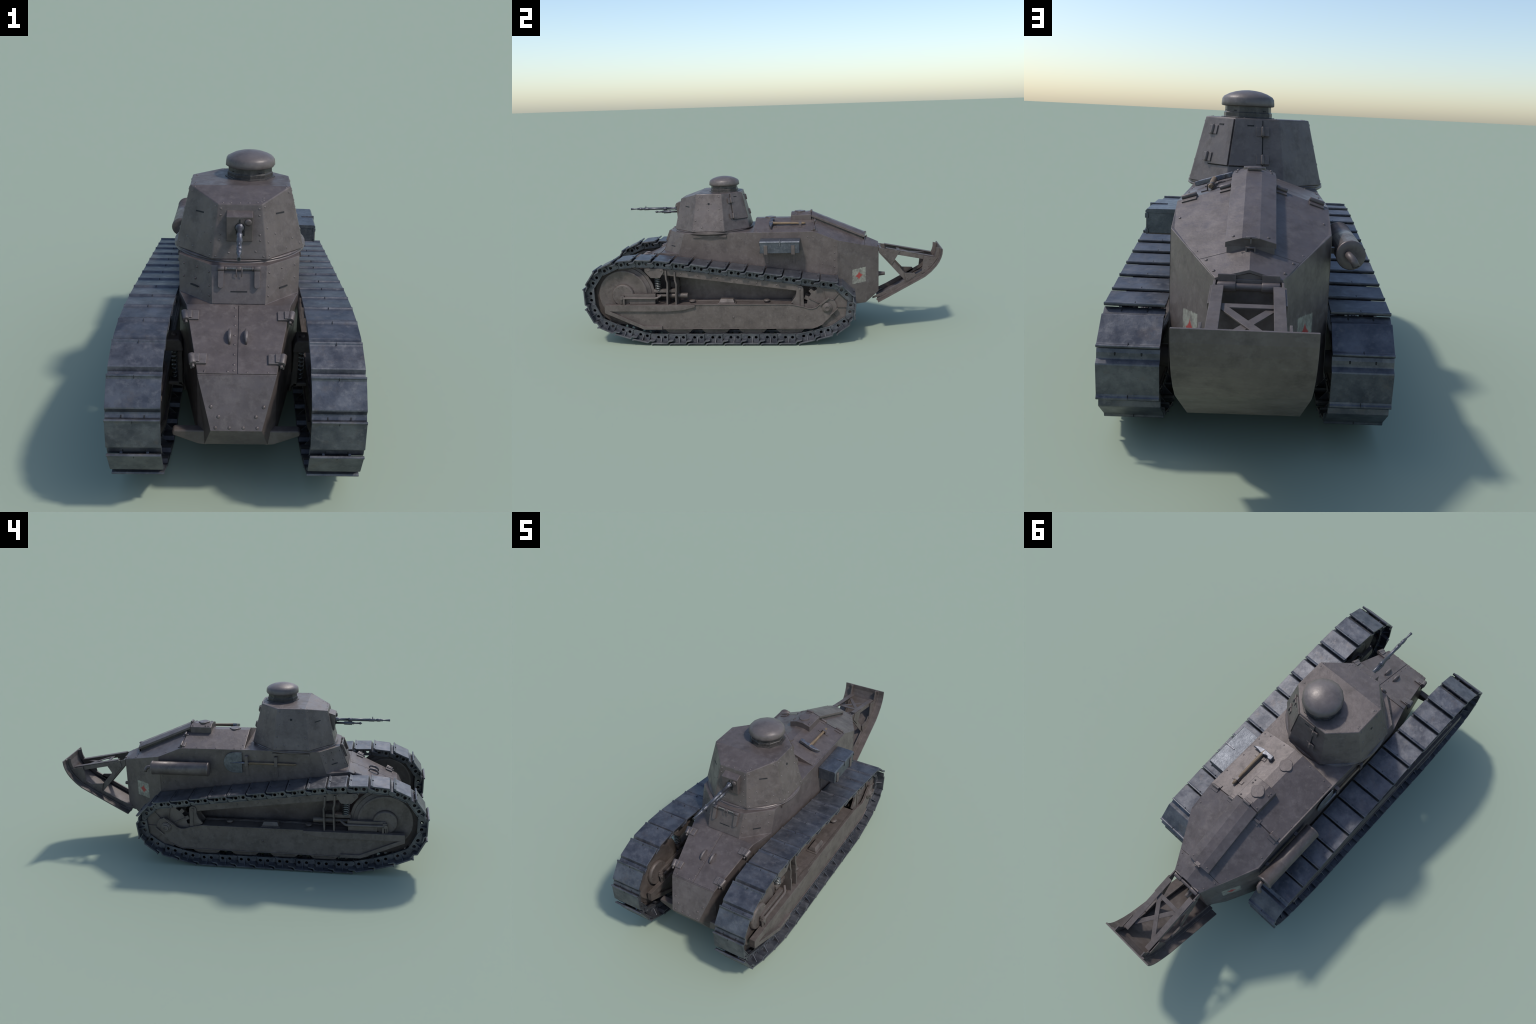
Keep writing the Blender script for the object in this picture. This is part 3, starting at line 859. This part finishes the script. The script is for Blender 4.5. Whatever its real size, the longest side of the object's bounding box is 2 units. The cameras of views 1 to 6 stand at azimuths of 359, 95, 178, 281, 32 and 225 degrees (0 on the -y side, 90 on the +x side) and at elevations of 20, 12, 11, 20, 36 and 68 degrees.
    poly = [(.157, .233), (.180, .266), (.1875, .290)] + arc(.2065, .3105, .0195, 175, 0, 8) + [(.2265, .26), (.2275, .2055), (.19, .214)]
    for d0, d1 in ((.312, .3245), (.2480, .2600)):
        g.prism(poly, XF, d0, d1)
    g.span((s * .322, .2045, .215), (s * .329, .2075, .312))
    g.cyl((s * .25, .206, .312), (s * .3285, .206, .312), .0075, seg=10)
    g.make('beam_pivot', CHASSIS, girder, .002)
    # ---- spring group at the front of the beam
    g = geo(CHASSIS)
    poly = arc(-.5555, .4185, .0135, -40, 90, 5) + arc(-.6375, .4225, .0135, 90, 220, 5) + [(-.6175, .381), (-.566, .380)]
    for d0, d1 in ((.318, .329), (.2440, .2560)):
        g.prism(poly, XF, d0, d1)
        for y in (-.629, -.5565): g.rivet((s * (d1 if d0 > .3 else d0), y, .4215), (s if d0 > .3 else -s, 0, 0), .0072)
    g.span((s * .25, -.615, .379), (s * .325, -.568, .405))
    g.make('spring_bracket', CHASSIS, girder, .0015)
    g = geo(SPRING)
    n = 130; turns = 7.5
    g.tube([(s * .2865 + .0155 * math.cos(2 * math.pi * turns * i / n), -.5885 + .0155 * math.sin(2 * math.pi * turns * i / n), .303 + .075 * i / n) for i in range(n + 1)], .0034, 6)
    g.cyl((s * .2865, -.5885, .303), (s * .2865, -.5885, .38), .009, seg=10, mat=DARK)
    g.make('coil_spring', SPRING, girder, 0)
    g = geo(CHASSIS)
    g.span((s * .262, -.614, .2885), (s * .298, -.484, .3060))
    g.make('spring_shelf', CHASSIS, girder, .002)
    for y0 in (-.532, -.4825):
        g = geo(CHASSIS)
        dz = 0 if y0 < -.5 else -.008
        poly = [(-.0045, .224), (.0045, .224), (.0095, .352 + dz), (.0045, .370 + dz), (.003, .421 + dz), (-.006, .421 + dz), (-.005, .374 + dz), (.001, .352 + dz)]
        poly = [(y0 + u, v) for u, v in poly]
        g.prism(poly, XF, .256, .3290)
        g.prism([(y0 - .0045, .224), (y0 + .0045, .224), (y0 + .0065, .30), (y0 - .0015, .30)], XF, .322, .333)
        g.make('strut_plate', CHASSIS, girder, .001)
    g = geo(CHASSIS)
    g.cyl((s * .282, -.532, .2685), (s * .282, -.422, .2680), .0148, seg=18)
    g.cyl((s * .282, -.600, .2690), (s * .282, -.53, .2685), .0095, seg=12)
    g.make('tension_cylinder', CHASSIS, girder, .002)
    # ---- tensioner rod beside the idler, both faces
    g = geo(CHASSIS)
    for x, sg in ((.331, 1), (.236, -1)):
        g.tube([(s * x, -.790, .2665), (s * x, -.70, .2658), (s * x, -.600, .2650), (s * (x - sg * .002), -.588, .2665), (s * (x - sg * .010), -.576, .273), (s * (x - sg * .018), -.565, .279)], .0068, 12)
        g.span((s * (x - sg * .026), -.748, .231), (s * (x - sg * .009), -.602, .2850))
        g.span((s * (x - sg * .026), -.790, .2700), (s * (x - sg * .007), -.598, .2865))
        g.box((s * (x - sg * .004), -.785, .272), (.016, .020, .018))
        g.cyl((s * (x - sg * .012), -.7895, .2665), (s * (x + sg * .010), -.7895, .2665), .0095, seg=12)
        for y in (-.797, -.7885): g.cyl((s * x, y, .226), (s * x, y, .266), .0036, seg=8)
        g.span((s * (x - .006), -.782, .227), (s * (x + .006), -.772, .262))
    g.make('tensioner_rod', CHASSIS, girder, .001)
    # ---- axle stubs to the hull
    g = geo(CHASSIS)
    for y, z, r in ((SC[0], SC[1], .03), (-.26, .19, .022)):
        g.cyl((s * .12, y, z), (s * .245, y, z), r, seg=16)
    g.make('axle', CHASSIS, girder, .002)
    # ---- inner suspension bracket between hull and girder, with its spring
    g = geo(CHASSIS)
    g.prism([(.181, .300), (.187, .332), (.195, .344), (.236, .343), (.243, .332), (.245, .300)], XZ_s(s), -.552, -.480)
    g.span((s * .1855, -.540, .166), (s * .2025, -.500, .302)); g.span((s * .1855, -.540, .166), (s * .234, -.500, .180))
    g.cyl((s * .214, -.517, .340), (s * .214, -.517, .351), .010, seg=6)
    g.make('spring_hanger', CHASSIS, girder, .004)
    g = geo(SPRING)
    n = 120; turns = 8
    g.tube([(s * .2130 + .0085 * math.cos(2 * math.pi * turns * i / n), -.520 + .0085 * math.sin(2 * math.pi * turns * i / n), .180 + .122 * i / n) for i in range(n + 1)], .0030, 6)
    g.make('coil_spring', SPRING, girder, 0)
    g = geo(CHASSIS)
    g.tube([(s * .172, -.53, .225), (s * .178, -.535, .215), (s * .179, -.535, .18), (s * .179, -.53, .145)], .0055, 8)
    g.make('tow_hook', CHASSIS, hull, 0)
    # ---- track: pins, and links as children
    g = geo(TRACK)
    for p in pins:
        g.cyl((s * CX - .0385, p.x, p.y), (s * CX + .0385, p.x, p.y), .0045, seg=8)
    track = g.make('track', TRACK, tank, 0)
    for i in range(NL):
        a = pins[i]; b = pins[(i + 1) % NL]
        m = (a + b) / 2; t = (b - a).normalized()
        o = V((-t.y, t.x))
        if o.dot(m - V((-.24, .25))) < 0: o = -o
        Y = V((0, t.x, t.y)); Z = V((0, o.x, o.y)); X = Y.cross(Z)
        ob = bpy.data.objects.new('track_link', link_mesh)
        bpy.context.collection.objects.link(ob)
        ob.parent = track
        M = Matrix((X, Y, Z)).transposed().to_4x4(); M.translation = V((s * CX, m.x, m.y))
        ob.matrix_basis = M
        bv = ob.modifiers.new('edge_rounding', 'BEVEL'); bv.width = .0012; bv.segments = 1; bv.limit_method = 'ANGLE'; bv.angle_limit = math.radians(40)

# ------------------------------------------------------------------ tail skid
prof = [(.6435, .1760), (.712, .2145), (.806, .2680), (.870, .3040), (.905, .3245), (.938, .3530), (.966, .3850), (.9815, .4080), (.992, .4320), (.9985, .4560), (1.0, .4812)]
def offset(pr, d):
    out = []
    for i, p in enumerate(pr):
        t = (V(pr[min(i + 1, len(pr) - 1)]) - V(pr[max(i - 1, 0)])).normalized()
        out.append(tuple(V(p) + V((-t.y, t.x)) * d))
    return out
g = geo(CHASSIS)
XF1 = lambda u, v, d: (d, u, v)
ins = offset(prof, .0062)
n = len(prof)
vs_ = [(x, y, z) for x in (-.1265, .1265) for (y, z) in prof + ins[::-1]]
fs_ = [tuple(range(2 * n))[::-1], tuple(range(2 * n, 4 * n))] + [(i, (i + 1) % (2 * n), 2 * n + (i + 1) % (2 * n), 2 * n + i) for i in range(2 * n)]
g.add(vs_, fs_)
skid = g.make('tail_skid_plate', CHASSIS, tank, .0008)
for s in SIDES:
    XF = lambda u, v, d: (s * d, u, v)
    g = geo(CHASSIS)
    p2 = prof[:-1] + [(.9990, .477)]
    in_a = offset(p2, .005); in_b = offset(p2, .029); in_c = offset(p2, .0105)
    in_b[-1] = (.9705, .4855); in_a[-1] = (.9935, .4800)
    in_a[0] = (.612, .1885); in_b[0] = (.612, .1985); in_c[0] = (.634, .1860)
    # upright web and foot of the angle iron
    g.prism(in_a + in_b[::-1], XF, .0755, .0805)
    g.prism([(.637, .1800)] + in_a[1:] + in_c[::-1], XF, .0755, .0945)
    g.make('skid_angle_iron', CHASSIS, skid, .0008)
    g = geo(CHASSIS)
    # top bar (flat + web), diagonal brace, gussets
    g.prism([(.649, .4855), (.966, .4255), (.960, .4045), (.700, .4530), (.649, .4600)], XF, .0705, .0760)
    g.slab([(s * .0765, .688, .4795), (s * .0765, .957, .4285), (s * .052, .957, .4285), (s * .052, .688, .4795)][::s], .004)
    g.prism([(.650, .478), (.650, .455), (.801, .288), (.812, .2935), (.797, .335), (.680, .4630)], XF, .0700, .0755)
    g.prism([(.680, .4800), (.768, .4640), (.755, .4430), (.740, .4180), (.723, .3870), (.671, .4440)], XF, .0760, .0805)
    g.prism([(.903, .4370), (.966, .4250), (.979, .4260), (.946, .3800), (.912, .3420), (.889, .3350), (.897, .4140)], XF, .0800, .0850)
    g.prism([(.792, .3385), (.852, .3365), (.8600, .3230), (.812, .2900), (.803, .2900)], XF, .0755, .0835)
    g.make('skid_truss', CHASSIS, skid, .0008)
    g = geo(CHASSIS)
    for y, z in ((.695, .4670), (.716, .4620), (.745, .4560), (.684, .4430), (.698, .4270), (.713, .4100)): g.rivet((s * .0805, y, z), (s, 0, 0), .0036)
    for y, z in ((.934, .4180), (.955, .4150), (.942, .3950), (.927, .3760), (.906, .3600)): g.rivet((s * .085, y, z), (s, 0, 0), .0038)
    for y, z in ((.81, .308), (.835, .316)): g.rivet((s * .0835, y, z), (s, 0, 0), .0036)
    g.rivet_line((s * .0805, .66, .204), (s * .0805, .77, .268), 5, (s, 0, 0), .003)
    g.make('skid_rivets', CHASSIS, skid, 0, kind='stuff')
g = geo(CHASSIS)
g.box((0, .7635, .4585), (.112, .018, .004), Matrix.Rotation(math.radians(-10.5), 3, 'X'))
for s in SIDES:
    a = V((s * .053, .765, .4565 + s * .0018)); b = V((-s * .056, .915, .4285 + s * .0018))
    d = (b - a).normalized(); nr = V((0, .184, .983)); lt = nr.cross(d).normalized(); nr = d.cross(lt)
    g.box((a + b) / 2, ((b - a).length, .019, .0035), Matrix((d, lt, nr)).transposed())
g.make('skid_cross_brace', CHASSIS, skid, .0008)

# ------------------------------------------------------------------ stowage
# muffler on the left side
g = geo(PAINT)
mc = V((-.2445, 0, .5085))
g.lathe((mc.x, .126, mc.z), (mc.x, 1, mc.z), [(0, .025), (.001, .033), (.004, .0365), (.010, .0365), (.0105, .0352), (.302, .0352), (.3025, .0368), (.309, .0368), (.311, .034), (.3105, .018), (.309, .012)], 24)
for y in (.19, .37):
    g.span((mc.x + .02, y - .008, .50), (-.195, y + .008, .515))
muf = g.make('muffler', PAINT, tank, 0)
g = geo(PAINT)
g.tube([(mc.x + .006, .430, .509), (mc.x + .006, .452, .5105), (mc.x + .003, .464, .508), (mc.x - .003, .470, .501), (mc.x - .010, .4745, .488)], .0095, 12)
g.cyl((mc.x - .010, .4745, .4885), (mc.x - .0105, .4748, .4872), .0068, seg=10, mat=DARK)
g.make('exhaust_pipe', PAINT, muf, 0)
# tool box on the right side
g = geo(BOX)
g.span((.1985, -.009, .5035), (.2890, .2065, .5600))
box = g.make('tool_box', BOX, tank, .0015)
g = geo(BOX)
g.add([V(p) for y in (-.011, .2085) for p in ((.1985, y, .5585), (.2915, y, .5585), (.2915, y, .5650), (.287, y, .5700), (.1985, y, .5715))],
      [(0, 1, 2, 3, 4), (9, 8, 7, 6, 5)] + [(i, (i + 1) % 5, 5 + (i + 1) % 5, 5 + i) for i in range(5)])
for y in (-.0115, .209):
    g.span((.283, y - .0008, .5035), (.2905, y + .0008, .515)); g.span((.283, y - .0008, .545), (.2925, y + .0008, .558))
g.make('tool_box_lid', BOX, box, .0012)
g = geo(STEEL)
g.span((.288, .0965, .553), (.2945, .1045, .5735)); g.span((.289, .0980, .5425), (.2935, .103, .5535)); g.span((.245, .0965, .5702), (.292, .1035, .5735))
g.make('tool_box_latch', STEEL, box, .001)
for y in (.0225, .1725):
    g = geo(PAINT)
    w = .010
    g.span((.2885, y - w, .4965), (.2935, y + w, .5475)); g.span((.1985, y - w, .4965), (.2930, y + w, .5030)); g.span((.1965, y - w * .85, .428), (.2005, y + w * .85, .503))
    g.make('box_bracket', PAINT, box, .0012)
# spade on the left side
g = geo(BLADE)
pts = []
for i in range(19):
    a = -math.pi / 2 + math.pi * i / 18
    pts.append((-.012 + .067 * max(0, math.cos(a)) ** .8 - (.0 if abs(math.cos(a)) > .01 else 0), .5365 + .0565 * math.sin(a) * (1 if abs(math.sin(a)) < .999 else 1)))
pts = [(-.0425, .4800)] + pts + [(-.0425, .5930)]
ctr_ = V((-.008, .5365))
vs_ = [V((-.2125, ctr_.x, ctr_.y))] ; vs_ += [V((-.2065, y, z)) for y, z in pts]; k = len(pts)
back = [V((-.2025, y, z)) for y, z in pts]
g.add(vs_ + back, [(0, i + 1, (i + 1) % k + 1) for i in range(k)] + [(i + 1, (i + 1) % k + 1, k + 1 + (i + 1) % k, k + 1 + i) for i in range(k)] + [tuple(range(k + 1, 2 * k + 1))[::-1]])
spade = g.make('spade_blade', BLADE, tank, .0008)
g = geo(STEEL)
g.tube([(-.2105, .02, .5365), (-.2115, -.01, .5367), (-.2095, -.045, .5369), (-.2095, -.078, .5369)], [.0015, .005, .0065, .0065], 8)
g.make('spade_socket', STEEL, spade, 0)
g = geo(WOOD)
g.tube([(-.2095, -.06, .5369), (-.2095, -.20, .5369), (-.2095, -.315, .5368), (-.2095, -.3285, .5368)], [.0058, .0058, .0055, .003], 10)
g.make('spade_handle', WOOD, spade, 0)
for y in (-.067, -.222):
    g = geo(PAINT)
    g.span((-.2180, y - .0085, .520), (-.2145, y + .0085, .573)); g.span((-.2175, y - .0085, .5715), (-.195, y + .0085, .5755)); g.span((-.2180, y - .0085, .5215), (-.1975, y + .0085, .5245))
    g.span((-.2005, y - .0085, .463), (-.1960, y + .0085, .523))
    g.make('spade_bracket', PAINT, spade, .001)
# pick hammer on the right slope of the deck
nr = V((.3, 0, .954)); lt = V((.954, 0, -.3))   # lt points down the right slope
org = V((.113, 0, deck_z(.113)))
def on_deck(u, y, h): return org + lt * u + V((0, y, 0)) + nr * h
g = geo(WOOD)
g.tube([on_deck(0, .036, .013), on_deck(0, .06, .0135), on_deck(.001, .10, .0125), on_deck(.0, .15, .012), on_deck(.0, .20, .0105), on_deck(-.001, .222, .0105), on_deck(-.001, .236, .0105)], [.0085, .0085, .0078, .0072, .0065, .0078, .005], 10)
pick = g.make('pick_handle', WOOD, tank, 0)
g = geo(STEEL)
poly = [(.060, .047), (.040, .036), (.018, .031), (-.004, .031), (-.028, .0345), (-.0555, .035), (-.0575, .056), (-.044, .0585), (-.036, .056), (-.032, .051), (-.024, .050), (-.008, .055), (.010, .0545), (.024, .050), (.040, .048)]
g.prism(poly, lambda u, v, d: on_deck(u, v, d), .006, .021)
g.make('pick_head', STEEL, pick, .0025)
for y in (.066, .2065):
    g = geo(PAINT)
    for s in SIDES:
        g.add([on_deck(u, y + v, h) for h in (-.001, .003) for u, v in ((s * .012, -.0085), (s * .030, -.0085), (s * .030, .0085), (s * .012, .0085))], [(0, 1, 2, 3), (7, 6, 5, 4), (0, 4, 5, 1), (1, 5, 6, 2), (2, 6, 7, 3), (3, 7, 4, 0)])
    pr = [(-.014, 0), (-.012, .010), (-.008, .0185), (.008, .0185), (.012, .010), (.014, 0)]
    pi_ = [(-.011, 0), (-.0095, .009), (-.0065, .0155), (.0065, .0155), (.0095, .009), (.011, 0)]
    pp = pr + pi_[::-1]
    if y > .1:
        g.prism(pp, lambda u, v, d: on_deck(u, d, v), y - .008, y + .008)
    else:
        g.prism([(-.024, .002), (-.020, .0045), (-.0095, .0045), (-.0095, .002)], lambda u, v, d: on_deck(u, d, v), y - .008, y + .008)
    g.make('pick_clamp', PAINT, pick, .0008)
